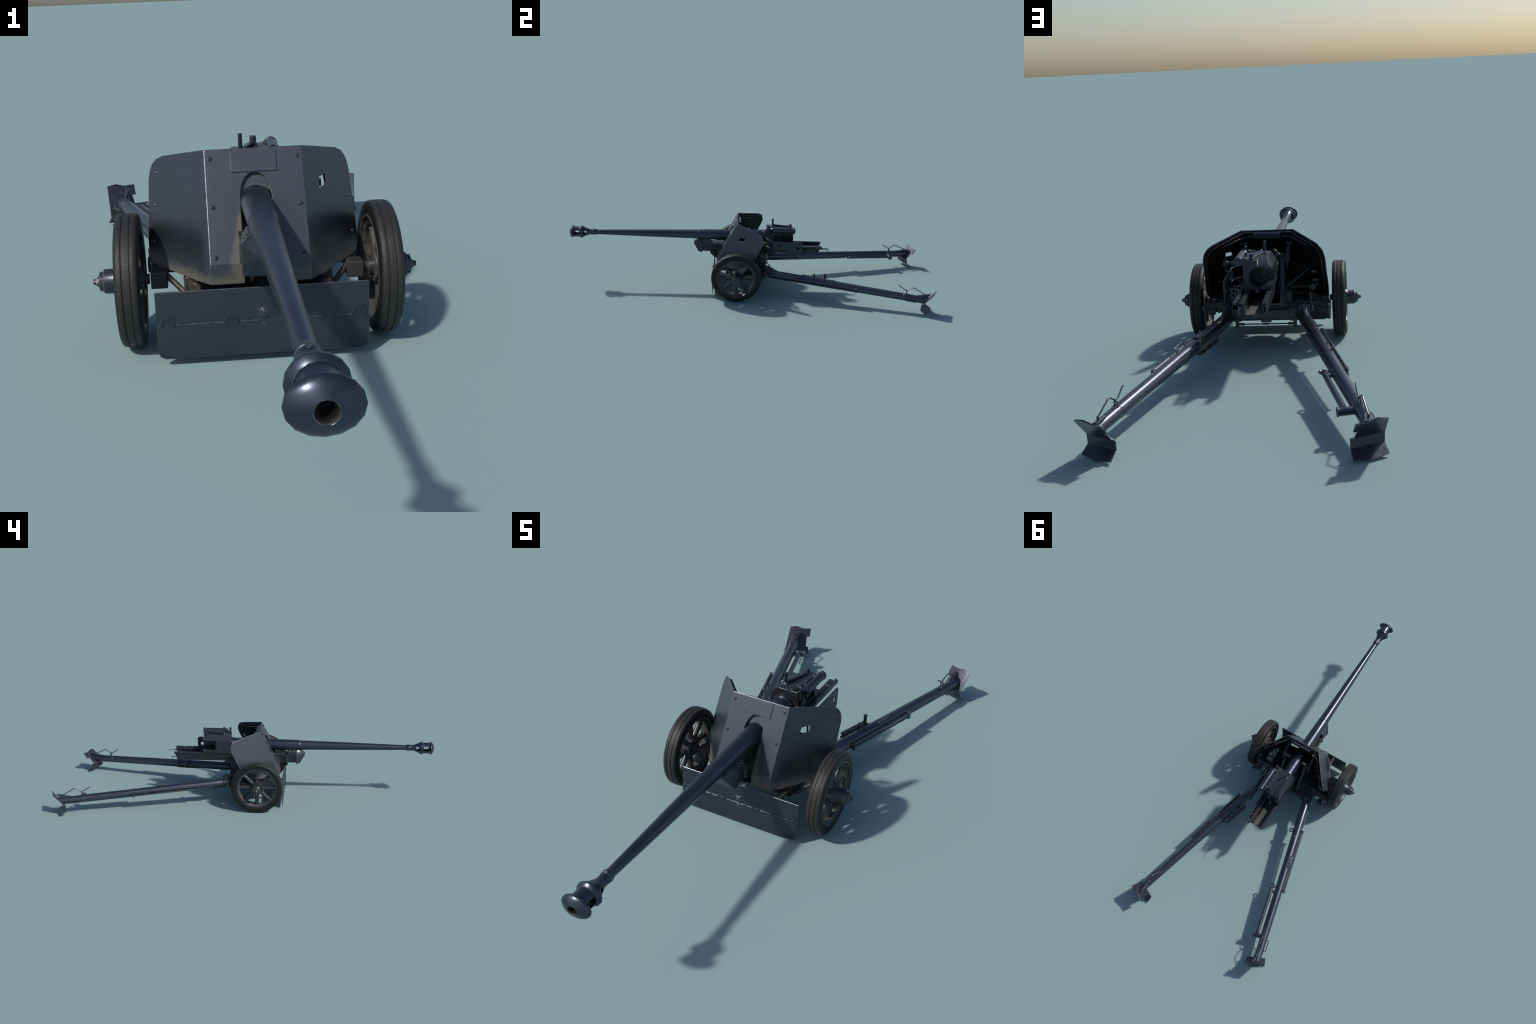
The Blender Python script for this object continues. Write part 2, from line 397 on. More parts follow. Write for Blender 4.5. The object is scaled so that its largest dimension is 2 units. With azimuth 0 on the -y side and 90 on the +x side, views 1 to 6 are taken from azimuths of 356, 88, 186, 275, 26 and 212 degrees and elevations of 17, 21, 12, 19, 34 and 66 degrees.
k.cyl((-.0107, .1182, .344), (-.0107, .1182, .3862), .0050, .0046, seg=16)
k.cyl((-.0107, .1182, .3445), (-.0107, .1182, .3500), .0080, .0066, seg=16)
k.box((-.0195, .110, .3445), (-.0020, .127, .3475))
add("firing_lever", k, M_GUN, breech, .0006)
k = Kit()
k.cyl((.0232, .2142, .3445), (.0232, .2142, .3652), .0074, seg=18)
k.cyl((.0232, .2142, .3445), (.0232, .2142, .3510), .0092, .0085, seg=18)
add("breech_knob", k, M_GUN, breech, .0008)
k = Kit()
k.bar((-.0095, .1195, .3500), (.0215, .2125, .3500), .0100, .0075)
add("operating_arm", k, M_GUN, breech, .0014)
k = Kit()
k.slab([(X0 + .022, .125, .3445), (X0 + .040, .122, .3445), (X0 + .046, .190, .3445), (X0 + .037, .222, .3445), (X0 + .028, .205, .3445), (X0 + .030, .165, .3445)], (0, 0, .0042))
k.box((X0 + .040, .130, .3448), (X0 + .0535, .150, .3500))
k.box((X0 + .040, .205, .3448), (X0 + .0535, .222, .3490))
for i in range(3): k.box((X0 + .0225 + .0062 * i, .0875, .3448), (X0 + .0258 + .0062 * i, .108, .3505))
add("cocking_plate", k, M_GUN, breech, .0006)
kb = Kit(); kb.cyl((0, 0, 0), (0, 0, .0022), .0034, .0030, seg=6); kb.ball((0, 0, .0020), .0022, (1, 1, .7), 10)
b0 = add("breech_bolt", kb, M_STEEL, breech); b0.location = (X0 + .036, .137, .3487)
copies("breech_bolt", b0, [((X0 + .039, .165, .3487), (0, 0, .4)), ((X0 + .039, .188, .3487), (0, 0, .2)), ((X0 + .046, .2135, .3490), (0, 0, .7)), ((X0 + .047, .140, .3500), (0, 0, .1))])
k = Kit()
k.box((X0 + .050, .0865, .318), (X0 + .0565, .0950, .3560)); k.box((X0 + .050, .0860, .3560), (X0 + .0580, .0980, .3640))
k.slab([(X0 + .0485, .100, .345), (X0 + .0485, .112, .345), (X0 + .0485, .130, .300), (X0 + .0485, .122, .252), (X0 + .0485, .104, .252)], (.004, 0, 0))
k.slab([(X0 + .0485, .118, .340), (X0 + .0485, .126, .330), (X0 + .0485, .112, .300), (X0 + .0485, .106, .302)], (.0075, 0, 0))
add("cocking_link", k, M_GUN, breech, .0006)

# ------------------------------------------------------------------ cradle, nose cap and loading tray
k = Kit()
w = .0335
k.box((X0 - w - .0033, -.2715, .2005), (X0 + w - .0033, -.150, .2410))
k.box((X0 - w - .0033, -.1502, .2015), (X0 + w - .0033, .110, .2412))
k.box((X0 - .0270, -.268, .2405), (X0 + .0205, -.226, .2500))
k.box((X0 - .0375 - .0033, -.2262, .1985), (X0 + .0375 - .0033, -.2140, .2375))
k.box((X0 - .036 - .0033, -.226, .2380), (X0 + .036 - .0033, .100, .2425))
cradle = add("cradle", k, M_CRADLE, root, .0012)
cX = X0 - .0033
k = Kit()
k.hull([(cX + s * .0345, -.2735, z) for s in (-1, 1) for z in (.1955, .2490)] + [(cX + s * .0165, -.2735, .2672) for s in (-1, 1)] +
       [(cX + s * .0130, -.3170, z) for s in (-1, 1) for z in (.2375, .2465)] + [(cX + s * .0330, -.2885, .1955) for s in (-1, 1)] + [(cX + s * .0130, -.2850, .2672) for s in (-1, 1)])
add("nose_cap", k, M_GUN, cradle, .0012)
k = Kit()
ring = [(-.0366, .1915), (.0366, .1915), (.0366, .2505), (.0200, .2690), (-.0200, .2690), (-.0366, .2505)]
k.slab([(cX + x, -.2745, z) for x, z in ring], (0, .0040, 0))
add("nose_flange", k, M_GUN, cradle, .0008)
k = Kit()
k.slab([(cX - .0345, -.2695, .2410), (cX + .0345, -.2695, .2410), (cX + .0345, -.2695, .2495), (cX + .0235, -.2695, .2705), (cX - .0235, -.2695, .2705), (cX - .0345, -.2695, .2495)], (0, .0440, 0))
add("barrel_clamp", k, M_GUN, cradle, .0010)
kb = Kit(); kb.cyl((0, 0, 0), (0, 0, .0018), .0052, .0046, seg=12); kb.ball((0, 0, .0014), .0034, (1, 1, .7), 10)
sl = math.atan2(.0210, .0110)
first = None
for s in (-1, 1):
    for y in (-.258, -.239):
        loc = (cX + s * .0292, y, .2598); rot = (0, s * (math.pi / 2 - (math.pi / 2 - sl)), 0)
        if first is None:
            first = add("clamp_bolt", kb, M_STEEL, cradle); first.location = loc; first.rotation_euler = rot
        else: copies("clamp_bolt", first, [(loc, rot)])
k = Kit()
for s in (-1, 1):
    k.slab([(cX + s * .0150 - .002, y, z) for y, z in ((-.2255, .2010), (-.2255, .1835), (-.2050, .1625), (-.1880, .1525), (-.1700, .1525), (-.1850, .1700), (-.2030, .2010))], (.004, 0, 0))
k.bar((cX - .015, -.222, .186), (cX + .015, -.222, .186), .006, .006)
k.cyl((cX - .018, -.208, .172), (cX + .018, -.208, .172), .0045)
k.box((cX - .028, -.216, .1930), (cX + .018, -.200, .1995))
add("travel_lock", k, M_CRADLE, cradle, .0008)
kr = Kit(); kr.cyl((0, 0, 0), (.0012, 0, 0), .0022, .0018, seg=10)
r0 = None
for s in (-1, 1):
    for y in (-.175, -.160, -.130, -.100):
        loc = (cX + s * w, y, .2350); rot = (0, 0, 0 if s > 0 else math.pi)
        if r0 is None: r0 = add("cradle_rivet", kr, M_STEEL, cradle); r0.location = loc; r0.rotation_euler = rot
        else: copies("cradle_rivet", r0, [(loc, rot)])

# the long open tray behind the breech: U-section with out-turned lips
k = Kit()
def tray_section(y, e=0.0):
    xo, xi = .0325, .0283
    P = [(-xo - .010, .2475), (-xi, .2475), (-xi, .2100), (-xi + .005, .2052), (xi - .005, .2052), (xi, .2100), (xi, .2475), (xo + .010, .2475),
         (xo + .010, .2435), (xo, .2435), (xo, .2080), (xo - .0065, .2005), (-xo + .0065, .2005), (-xo, .2080), (-xo, .2435), (-xo - .010, .2435)]
    return [(X0 + .0005 + x, y - (.2005 - z) * e, z) for x, z in P]
rows = [tray_section(.090), tray_section(.372), tray_section(.372, .42)]
R = [[k.bm.verts.new(V(p)) for p in row] for row in rows]
for a, b in zip(R, R[1:]):
    for i in range(len(a)): k.bm.faces.new((a[i], a[(i + 1) % len(a)], b[(i + 1) % len(a)], b[i]))
k.bm.faces.new(R[0]); k.bm.faces.new(R[-1])
k.box((X0 - .006, .366, .1965), (X0 + .006, .374, .2010))
tray = add("loading_tray", k, M_CRADLE, cradle, .0006)
k = Kit()
k.box((X0 - .0225, .100, .2050), (X0 + .0235, .3712, .2057))
add("tray_floor_dust", k, M_DUSTY, cradle)
k = Kit()
k.box((X0 + .0505, .105, .2415), (X0 + .0615, .3905, .2515))
k.slab([(X0 + .034, .300, .2420), (X0 + .034, .372, .2420), (X0 + .034, .378, .222), (X0 + .034, .300, .212)], (.010, 0, 0))
k.box((X0 + .034, .342, .228), (X0 + .0525, .350, .2495)); k.box((X0 + .034, .180, .228), (X0 + .0525, .190, .2495))
k.cyl((X0 + .0557, .388, .247), (X0 + .0557, .3935, .247), .0042, seg=10)
add("recoil_indicator_rail", k, M_GUN, cradle, .0008)
k = Kit(); k.box((X0 + .0335, .115, .2275), (X0 + .0535, .3660, .2300)); add("rail_shelf", k, M_DUSTY, cradle)
k = Kit()
k.pipe([(X0 + .040, .370, .2345), (X0 + .040, .424, .2365), (X0 + .040, .429, .2340), (X0 + .040, .4295, .2230)], .0016, 8, round_=.004)
k.cyl((X0 + .040, .375, .2347), (X0 + .040, .400, .2353), .0030, seg=10)
k.pipe([(X0 - .036, .368, .240), (X0 - .036, .386, .242), (X0 - .036, .390, .236)], .0015, 8, round_=.003)
add("tray_hook", k, M_STEEL, cradle)
k = Kit()
k.pipe([(X0 + .004 + .0052 * math.cos(t), .2440 + .0052 * math.sin(t), .2445) for t in [i * math.pi / 8 for i in range(16)]], .0015, 8, True)
add("tray_ring", k, M_STEEL, cradle)
k = Kit()   # cradle side skin beside the tray, up to the saddle
k.slab([(cX - .0360, .080, .2035), (cX - .0360, .372, .2040), (cX - .0360, .385, .2440), (cX - .0360, .095, .2440)], (.0035, 0, 0))
k.slab([(cX + .0330, .080, .2035), (cX + .0330, .290, .2040), (cX + .0330, .290, .2380), (cX + .0330, .095, .2380)], (.0035, 0, 0))
k.cyl((cX, .082, .222), (cX, .105, .222), .020, seg=20)
add("cradle_cheek", k, M_CRADLE, cradle, .0010)

# recoil guard: a plate with two lightening holes on two arms
gx = .1065
k = Kit()
def arc(cy, cz, r, a0, a1, n=4): return [(cy + r * math.cos(math.radians(a0 + (a1 - a0) * i / n)), cz + r * math.sin(math.radians(a0 + (a1 - a0) * i / n))) for i in range(n + 1)]
out = [(.119, .2465), (.119, .2925)] + arc(.2685, .2795, .0125, 88, 0) + arc(.2670, .2300, .0135, 0, -88) + arc(.2130, .2280, .0115, -92, -165) + arc(.186, .2360, .0105, 20, 88)
k.slab([(gx, y, z) for y, z in out], (.0034, 0, 0))
guard = add("recoil_guard", k, M_APRON, root)
h1, h2 = Kit(), Kit()
h1.cyl((gx - .02, .1555, .2692), (gx + .02, .1555, .2692), .0060, seg=20)
h2.cyl((gx - .02, .2556, .2530), (gx + .02, .2556, .2530), .0092, seg=24)
cut(guard, [h1, h2])
k = Kit()
for z, dz in ((.2915, .004), (.2490, .0045)):
    k.pipe([(gx + .0017, .122, z - .001), (gx + .0015, .110, z), (gx - .010, .098, z + dz), (gx - .030, .085, z + dz + .001), (X0 + .045, .080, z + dz)], .0030, 8, round_=.008)
k.box((gx + .0032, .176, .2480), (gx + .0042, .178, .2905))
add("guard_arm", k, M_APRON, guard)

# ------------------------------------------------------------------ shield
def yfront(z): return -.0772 - .5490 * (.386 - z) if z > .188 else -.1859 - .0012 * (.188 - z) / .039
xh = .0945                                        # half width of the front plate
FN = V((0, -1, .549)).normalized()                # outward normal of the sloping front
def fpt(x, z, off=0.0): return V((X0 + x, yfront(z), z)) + FN * off
k = Kit()
arch = [(.0315, .149), (.0315, .188), (.0305, .306), (.0268, .322), (.0185, .336), (.0080, .343), (-.0080, .343), (-.0185, .336), (-.0268, .322), (-.0305, .306), (-.0315, .188), (-.0315, .149)]
T = .0032
def both(pts):  # front plate built in two bands so the lower lip hangs vertical
    upper = [(-xh, .188), (-xh, .386), (xh, .386), (xh, .188)] + [(x, max(z, .188)) for x, z in pts[1:-1]]
    k.slab([fpt(x, z) for x, z in upper], -FN * T)
    for s in (-1, 1):
        k.slab([(X0 + s * x, yfront(z) , z) for x, z in ((xh, .188), (xh, .149), (.0315, .149), (.0315, .188))], (0, T, 0))
both(arch)
shield = add("shield_front_plate", k, M_SHIELD, root)

# side plates: flat plates swept back from the front plate's edges
def side_outline(s):
    P = [(.0945, -.0772, .386), (.183, .035, .3605), (.195, .0535, .3505), (.2035, .0608, .3385), (.2080, .0620, .3255), (.2108, .0575, .3060),
         (.2118, .0035, .1830), (.2100, -.0115, .1625), (.2040, -.0235, .1530), (.1925, -.0435, .1498), (.1130, -.1600, .1494), (.0945, -.1860, .188)]
    a, b, c = V(P[0]), V(P[11]), V((.1944, .0418, .325)); n = (b - a).cross(c - a).normalized()
    if n.x < 0: n = -n
    out = []
    for p in P:
        p = V(p); d = (p - a).dot(n); p = p - V((0, 0, 0)) - n * d
        out.append(V((X0 + s * p.x, p.y, p.z)))
    return out, V((n.x * s, n.y, n.z))
hole = [(.1292, -.0585, .3182), (.1456, -.0322, .3195), (.1470, -.0385, .3005), (.1268, -.0705, .2982)]
SIDE_N = {}
for s in (1, -1):
    pts, n = side_outline(s); SIDE_N[s] = (pts[0], n)
    k = Kit(); k.slab(pts, -n * T)
    fb = V((X0 + s * .0945, -.1868, .1490)); nf = (pts[10] - pts[11]).cross(fb - pts[11]).normalized()
    if nf.dot(n) < 0: nf = -nf
    o = add("shield_side_plate", k, M_SHIELD, shield)
    kf = Kit(); kf.slab([pts[11], pts[10], fb], -nf * T); add("shield_corner_plate", kf, M_SHIELD, shield)
    # inner armour ply, set back behind an air gap
    c = sum(pts, V()) / len(pts)
    k2 = Kit(); k2.slab([c + (p - c) * .972 - n * .0085 + V((-s * .004, .0, -.002)) for p in pts], -n * .0028)
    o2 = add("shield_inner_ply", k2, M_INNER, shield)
    if s == 1:
        slide, hc = V((.57, .82, 0)) * .013, sum((V(h) for h in hole), V()) / 4
        kc = Kit(); kc.slab([V((X0, 0, 0)) + V(h) + n * .02 for h in hole], -n * .06)
        ki = Kit(); ki.hull([V((X0, 0, 0)) + hc + (V(h) - hc) * 1.32 + sl_ + n * o_ for h in hole for sl_ in (V(), slide) for o_ in (-.04, .02)])
        cut(o, [kc]); cut(o2, [ki])
    # angle-iron rib under the top edge
    k3 = Kit()
    a, b = V((X0 + s * .088, -.082, .3665)), V((X0 + s * .181, .0265, .3405))
    k3.bar(a - n * .012, b - n * .012, .006, .0055, up=n); 
    add("shield_stiffener", k3, M_CARR, shield, .0006)
k = Kit()
k.slab([fpt(x, z, -.0085) for x, z in [(-xh + .004, .192), (-xh + .004, .3835), (xh - .004, .3835), (xh - .004, .192)] + [(.0315, .192), (.0315, .300), (.0290, .3130), (.0150, .3195), (.0, .3215), (-.0150, .3195), (-.0290, .3130), (-.0315, .300), (-.0315, .192)]], -FN * .0028)
k.bar(fpt(-.090, .3660, -.012) , fpt(.090, .3660, -.012), .0055, .006, up=FN)
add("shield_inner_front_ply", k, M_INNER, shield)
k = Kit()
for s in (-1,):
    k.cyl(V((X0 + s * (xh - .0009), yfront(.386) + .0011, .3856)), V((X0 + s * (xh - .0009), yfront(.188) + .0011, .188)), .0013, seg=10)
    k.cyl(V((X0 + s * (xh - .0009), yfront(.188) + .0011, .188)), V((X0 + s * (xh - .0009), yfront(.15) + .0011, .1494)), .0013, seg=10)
add("shield_corner_glint_bead", k, M_STEEL, shield)  # thin steel rod modelled for the bright sunlit line down the left corner
k = Kit()      # steel pipes laid on both plies' top edges to draw the sun highlight
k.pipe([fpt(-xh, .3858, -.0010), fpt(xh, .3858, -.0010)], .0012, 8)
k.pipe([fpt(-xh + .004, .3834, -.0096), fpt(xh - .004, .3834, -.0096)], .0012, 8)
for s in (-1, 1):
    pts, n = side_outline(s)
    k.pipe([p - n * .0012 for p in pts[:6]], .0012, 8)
add("shield_rim_glint_bead", k, M_STEEL, shield)
# hatch panel above the gun and its hinge housing at the back
k = Kit()
k.slab([fpt(x - .0008, z, .0004) for x, z in ((-.0440, .3820), (.0445, .3820), (.0445, .3442), (-.0440, .3442))], FN * .0021)
add("shield_hatch", k, M_SHIELD, shield)
k = Kit()
hb = [(-.0705, .3790), (-.0605, .3790), (-.0565, .3750), (-.0565, .3690), (-.0600, .3575), (-.0780, .3575)]
k.slab([(X0 - .0490, y, z) for y, z in hb], (.0965, 0, 0))
add("hatch_housing", k, M_GUN, shield, .0010)
# bolts
kb = Kit(); kb.cyl((0, 0, 0), (0, 0, .0006), .0056, .0053, seg=18); kb.cyl((0, 0, .0006), (0, 0, .0026), .0036, .0033, seg=6); kb.ball((0, 0, .0020), .0033, (1, 1, .75), 12)
fq = V((0, 0, 1)).rotation_difference(FN).to_euler()
b0 = None
for x in (-.0842, .0842):
    for z in (.3695, .2850, .1988):
        loc = fpt(x, z, .0001)
        if b0 is None: b0 = add("shield_bolt", kb, M_GUN, shield); b0.location = loc; b0.rotation_euler = fq
        else: copies("shield_bolt", b0, [(loc, fq)])
kb = Kit(); kb.ball((0, 0, 0), .0034, (1, 1, .8), 12); kb.cyl((0, 0, -.012), (0, 0, .0004), .0034, seg=12)
b1 = None
for s in (1, -1):
    a, n = SIDE_N[s]; q = V((0, 0, 1)).rotation_difference(n).to_euler()
    for x, y, z in ((.1944, .0418, .3248), (.1973, .0161, .2620), (.2003, -.0120, .1920)):
        p = V((X0 + s * x, y, z)); p = p - n * (p - a).dot(n) + n * .0004
        if b1 is None: b1 = add("shield_rivet", kb, M_STEEL, shield); b1.location = p; b1.rotation_euler = q
        else: copies("shield_rivet", b1, [(p, q)])

# fittings behind the shield
k = Kit()
for s in (-1, 1):
    p0, p1 = V((X0 + s * .0775, -.0640, .3400)), V((X0 + s * .0745, -.0080, .2880))
    d = (p1 - p0).normalized(); sd = V((1, 0, 0)); u = d.cross(sd).normalized()
    k.hull([p0 + sd * i * .0034 + u * j * .004 for i in (-1, 1) for j in (-1, 1)] + [p0 + d * .024 + sd * i * .0040 + u * j * .005 for i in (-1, 1) for j in (-1, 1)] +
           [p1 - d * .012 + sd * i * .0080 + u * j * .006 for i in (-1, 1) for j in (-1, 1)] + [p1 + sd * i * .0066 + u * j * .0055 for i in (-1, 1) for j in (-1, 1)])
    k.cyl(p0 - sd * .009, p0 + sd * .009, .0036, seg=12); k.cyl(p1 - sd * .0095, p1 + sd * .0095, .0060, seg=12)
    k.cyl(p0 + V((s * .012, -.02, .004)), p0 + V((s * .012, .004, .0)), .0030, seg=10)
    k.cyl(p1 + V((0, 0, -.004)), p1 + V((0, .006, -.022)), .0048, seg=10)
add("shield_support_arm", k, M_GUN, shield, .0008)
k = Kit()
for s in (-1, 1):
    k.cyl((X0 + s * .150, -.030, .2540), (X0 + s * .068, -.002, .1960), .0028, seg=8)
add("shield_stay_rod", k, M_GUN, shield)
k = Kit()
k.cyl((-.150, -.050, .196), (-.158, .012, .196), .0105, seg=18); k.cyl((-.158, .012, .196), (-.158, .014, .196), .0080, seg=18)
k.box((-.172, -.010, .246), (-.156, .008, .254)); k.pipe([(-.172, .004, .212), (-.176, .016, .206), (-.166, .016, .203)], .0030, 8, round_=.004)
k.box((-.178, -.006, .217), (-.160, .010, .223))
k.box((-.140, -.085, .172), (-.075, -.070, .182))
add("shield_stowage", k, M_CARR, shield, .0008)
k = Kit()
k.box((.134, .018, .283), (.149, .031, .2985)); k.cyl((.1415, .031, .2905), (.1415, .034, .2905), .0055, seg=14)
k.cyl((.136, .022, .290), (.108, .022, .290), .0075, seg=14); k.slab([(.138, .020, .298), (.138, .030, .298), (.138, .030, .312), (.138, .024, .308)], (.004, 0, 0))
k.cyl((.141, .024, .284), (.141, .024, .262), .0030, seg=8); k.cyl((.141, .024, .264), (.085, .000, .215), .0035, seg=8)
k.pipe([(.118, .022, .283), (.118, .026, .240), (.122, .040, .222)], .0030, 8, round_=.01)
k.cyl((.148, .055, .2345), (.165, .060, .2345), .0020, seg=8)
add("gun_sight", k, M_CRADLE, root, .0008)

# ------------------------------------------------------------------ saddle (top carriage) and hand wheels
k = Kit()
for s in (-1, 1):
    xi = X0 + s * .0510
    for off in (0, .0095):        # forked cheek
        xa = xi + s * off
        k.slab([(xa, y, z) for y, z in ((-.0030, .3140), (.0770, .1530), (.0770, .1440), (-.1250, .1440), (-.0900, .200), (-.0300, .2950), (-.0230, .3140))], (s * .0052, 0, 0))
    k.slab([(xi + s * .0008, y, z) for y, z in ((.0058, .2965), (.0776, .1535), (.0776, .1448), (-.1220, .1448), (-.0300, .2900))], (s * .0131, 0, 0))
    k.slab([(xi + s * .0160, y, z) for y, z in ((.0790, .1460), (.0790, .1830), (.0600, .2050), (.0100, .2050), (-.0600, .1460))], (s * .0035, 0, 0))
    k.box((min(X0 + s * .031, X0 + s * .0515), -.066, .146), (max(X0 + s * .031, X0 + s * .0515), -.058, .238))
    k.cyl((X0 + s * .0340, -.014, .3050), (X0 + s * .0500, -.014, .3050), .0098, seg=16); k.ball((X0 + s * .0420, -.014, .3085), .0085)
    k.cyl((X0 + s * .030, -.050, .222), (X0 + s * .064, -.050, .222), .0150, seg=20)
    k.hull([(X0 + s * .064, y, z) for y, z in ((.0720, .1520), (-.0800, .1520), (-.0500, .2100))] + [(X0 + s * .066, y, z) for y, z in ((.0720, .1520), (-.0800, .1520), (-.0500, .2100))] + [(X0 + s * .092, y, .1510) for y in (.055, -.060)])
k.box((X0 - .0660, .0640, .1490), (X0 + .0660, .0745, .1570))
k.box((X0 - .0490, -.080, .146), (X0 + .0490, -.070, .1995))
saddle = add("saddle", k, M_SADDLE, root, .0010)
k = Kit()
k.cyl((X0 + .030, .060, .2160), (.112, .058, .2160), .0052, seg=12)
k.cyl((.080, .055, .170), (.103, .086, .196), .0040, seg=10); k.box((.074, .030, .150), (.098, .064, .185))
k.cyl((.100, .050, .205), (.139, .050, .205), .0050, seg=10); k.ball((.102, .052, .204), .012)
k.cyl((.112, .058, .176), (.112, .094, .170), .0045, seg=10); k.ball((.112, .060, .177), .011)
k.pipe([(.112, .094, .170), (.112, .098, .158), (.113, .112, .155)], .0022, 8, round_=.004)
k.box((-.0870, .010, .155), (-.066, .056, .190))
add("aiming_gear", k, M_CARR, root, .0010)
def hand_wheel(c, r, axis):
    k = Kit(); a = V(axis).normalized(); u = a.orthogonal().normalized(); w_ = a.cross(u)
    k.pipe([V(c) + (u * math.cos(t) + w_ * math.sin(t)) * r for t in [i * math.pi / 12 for i in range(24)]], .0021, 8, True)
    for i in range(3):
        t = i * 2 * math.pi / 3 + .4; k.cyl(V(c), V(c) + (u * math.cos(t) + w_ * math.sin(t)) * r, .0016, seg=8)
    k.cyl(V(c) - a * .004, V(c) + a * .004, .0042, seg=12)
    k.cyl(V(c) + u * r, V(c) + u * r + a * .012, .0022, seg=8)
    return add("hand_wheel", k, M_APRON, root)
hand_wheel((.1375, .0500, .2060), .0195, (1, .1, 0))
hand_wheel((.1025, .0890, .1965), .0172, (.25, 1, .1))

# ------------------------------------------------------------------ lower carriage
k = Kit()
k.box((X0 - .1480, -.1080, .1080), (X0 + .1480, .0640, .1420))
k.slab([(X0 + x, -.1350, z) for x, z in ((-.1440, .1120), (.1440, .1120), (.1440, .1500), (.060, .1640), (-.060, .1640), (-.1440, .1500))], (0, .060, 0))
k.box((X0 - .0830, .0640, .1038), (X0 + .0830, .0880, .1362))
k.box((X0 - .0190, .0660, .0925), (X0 + .0170, .0870, .1040))
k.box((X0 - .1300, -.080, .1420), (X0 + .1300, .058, .1500))
carriage = add("lower_carriage", k, M_CARR, root, .0020)
k = Kit()
for s in (-1, 1):
    k.box((X0 + s * .0967 - .0135, .0540, .0990), (X0 + s * .0967 + .0135, .0925, .1412))
    k.box((X0 + s * .1005 - .0058, .0700, .0800), (X0 + s * .1005 + .0058, .0860, .0995))
    k.ball((X0 + s * .1005, .0790, .0785), .0068)
    k.cyl((X0 + s * .0975, .0920, .1172), (X0 + s * .0975, .0950, .1172), .0118, .0108, seg=20); k.ball((X0 + s * .0975, .0950, .1172), .0092, (1, .45, 1))
add("trail_pivot", k, M_CARR, carriage, .0012)
k = Kit()
k.cyl((X0 - .0945, .0790, .0858), (X0 + .0945, .0790, .0858), .0022, seg=10)
for s in (-1, 1):
    k.cyl((X0 + s * .080, .0790, .0858), (X0 + s * .0945, .0790, .0858), .0044, seg=12); k.ball((X0 + s * .080, .0790, .0858), .0052)
k.cyl((X0 - .009, .0790, .0858), (X0 + .011, .0790, .0858), .0034, seg=12)
add("tie_rod", k, M_GUN, carriage)

# axle, swing arms and their levers
k = Kit()
for s in (-1, 1):
    k.cyl((s * .100, .020, .1340), (s * .2140, .020, .1340), .0192, seg=22); k.cyl((s * .2140, .020, .1340), (s * .2200, .020, .1340), .0165, seg=22)
    k.box((s * .1985 - .0125, -.070, .1240), (s * .1985 + .0125, .020, .1440))
    k.cyl((s * .1200, .020, .1340), (s * .1260, .020, .1340), .0215, seg=22)
    k.box((s * .190 - .008, .024, .1220), (s * .190 + .008, .064, .1360))
    k.cyl((s * .178, .066, .1285), (s * .203, .070, .1300), .0095, seg=14)
    k.cyl((s * .200, .070, .1300), (s * .2145, .080, .1380), .0065, seg=12)
    k.cyl((s * .2150, .0830, .1480), (s * .2130, .0520, .0960), .0072, .0064, seg=14); k.ball((s * .2150, .0830, .1475), .0078)
    k.cyl((s * .156, .085, .168), (s * .1600, .098, .1420), .0026, seg=8); k.cyl((s * .1585, .095, .148), (s * .161, .100, .134), .0048, seg=10)
    k.box((s * .205 - .006, -.012, .150), (s * .205 + .006, .004, .160))
axle = add("axle", k, M_CARR, root, .0010)
k = Kit()
for s in (-1, 1):
    k.box((X0 + s * .1963 - .0166, -.0960, .1172), (X0 + s * .1963 + .0166, -.0590, .1506))
add("axle_box", k, M_CARR, axle, .0022)
k = Kit()
for s in (-1, 1):
    k.cyl((X0 + s * .184, -.079, .143), (X0 + s * .146, -.112, .112), .0058, seg=12)
    k.bar((X0 + s * .1330, -.100, .1300), (X0 + s * .1290, -.2015, .1370), .0130, .0080)
    k.cyl((X0 + s * .120, -.132, .136), (X0 + s * .120, -.165, .1290), .0080, seg=14)
add("carriage_brace", k, M_CARR, axle, .0010)

# ------------------------------------------------------------------ apron (hinged splash shield)
def apron_y(z): return -.2042 - .018 * (.1455 - z)
k = Kit()
al, ar = X0 - .2018, X0 + .2018
k.slab([(al, apron_y(.1455), .1455), (ar, apron_y(.1455), .1455), (ar, apron_y(.0832), .0832), (al, apron_y(.0832), .0832)], (0, .0030, 0))
apron = add("apron_upper_plate", k, M_APRON, root)
k = Kit(); k.pipe([(al + .0005, apron_y(.1455) + .0013, .1453), (ar - .0005, apron_y(.1455) + .0013, .1453)], .0011, 8); add("apron_top_glint_bead", k, M_STEEL, apron)  # slim pipe added so the top edge shows a bright specular streak
k = Kit()
low = [(al, .0812), (ar, .0812), (ar, .0270), (ar - .004, .0180), (ar - .014, .0132), (al + .014, .0132), (al + .004, .0180), (al, .0270)]
k.slab([(x, apron_y(z) - .0004, z) for x, z in low], (0, .0030, 0))
add("apron_lower_plate", k, M_APRON, apron)
k = Kit(); k.cyl((al + .001, apron_y(.0822) + .0018, .0822), (ar - .001, apron_y(.0822) + .0018, .0822), .0013, seg=8)
add("apron_hinge_pin", k, M_APRON, apron)
k = Kit()
W_ = .0135
k.slab([(x, apron_y(.082) - .0003, z) for x, z in ((-W_, .0862), (-W_, .0920), (-.0105, .0972), (-.003, .1010), (.003, .1010), (.0105, .0972), (W_, .0920), (W_, .0862))], (0, -.0006, 0))
for x in (-.0112, .0112): k.box((x - .0026, apron_y(.082) - .0024, .0775), (x + .0026, apron_y(.082) + .001, .0875))
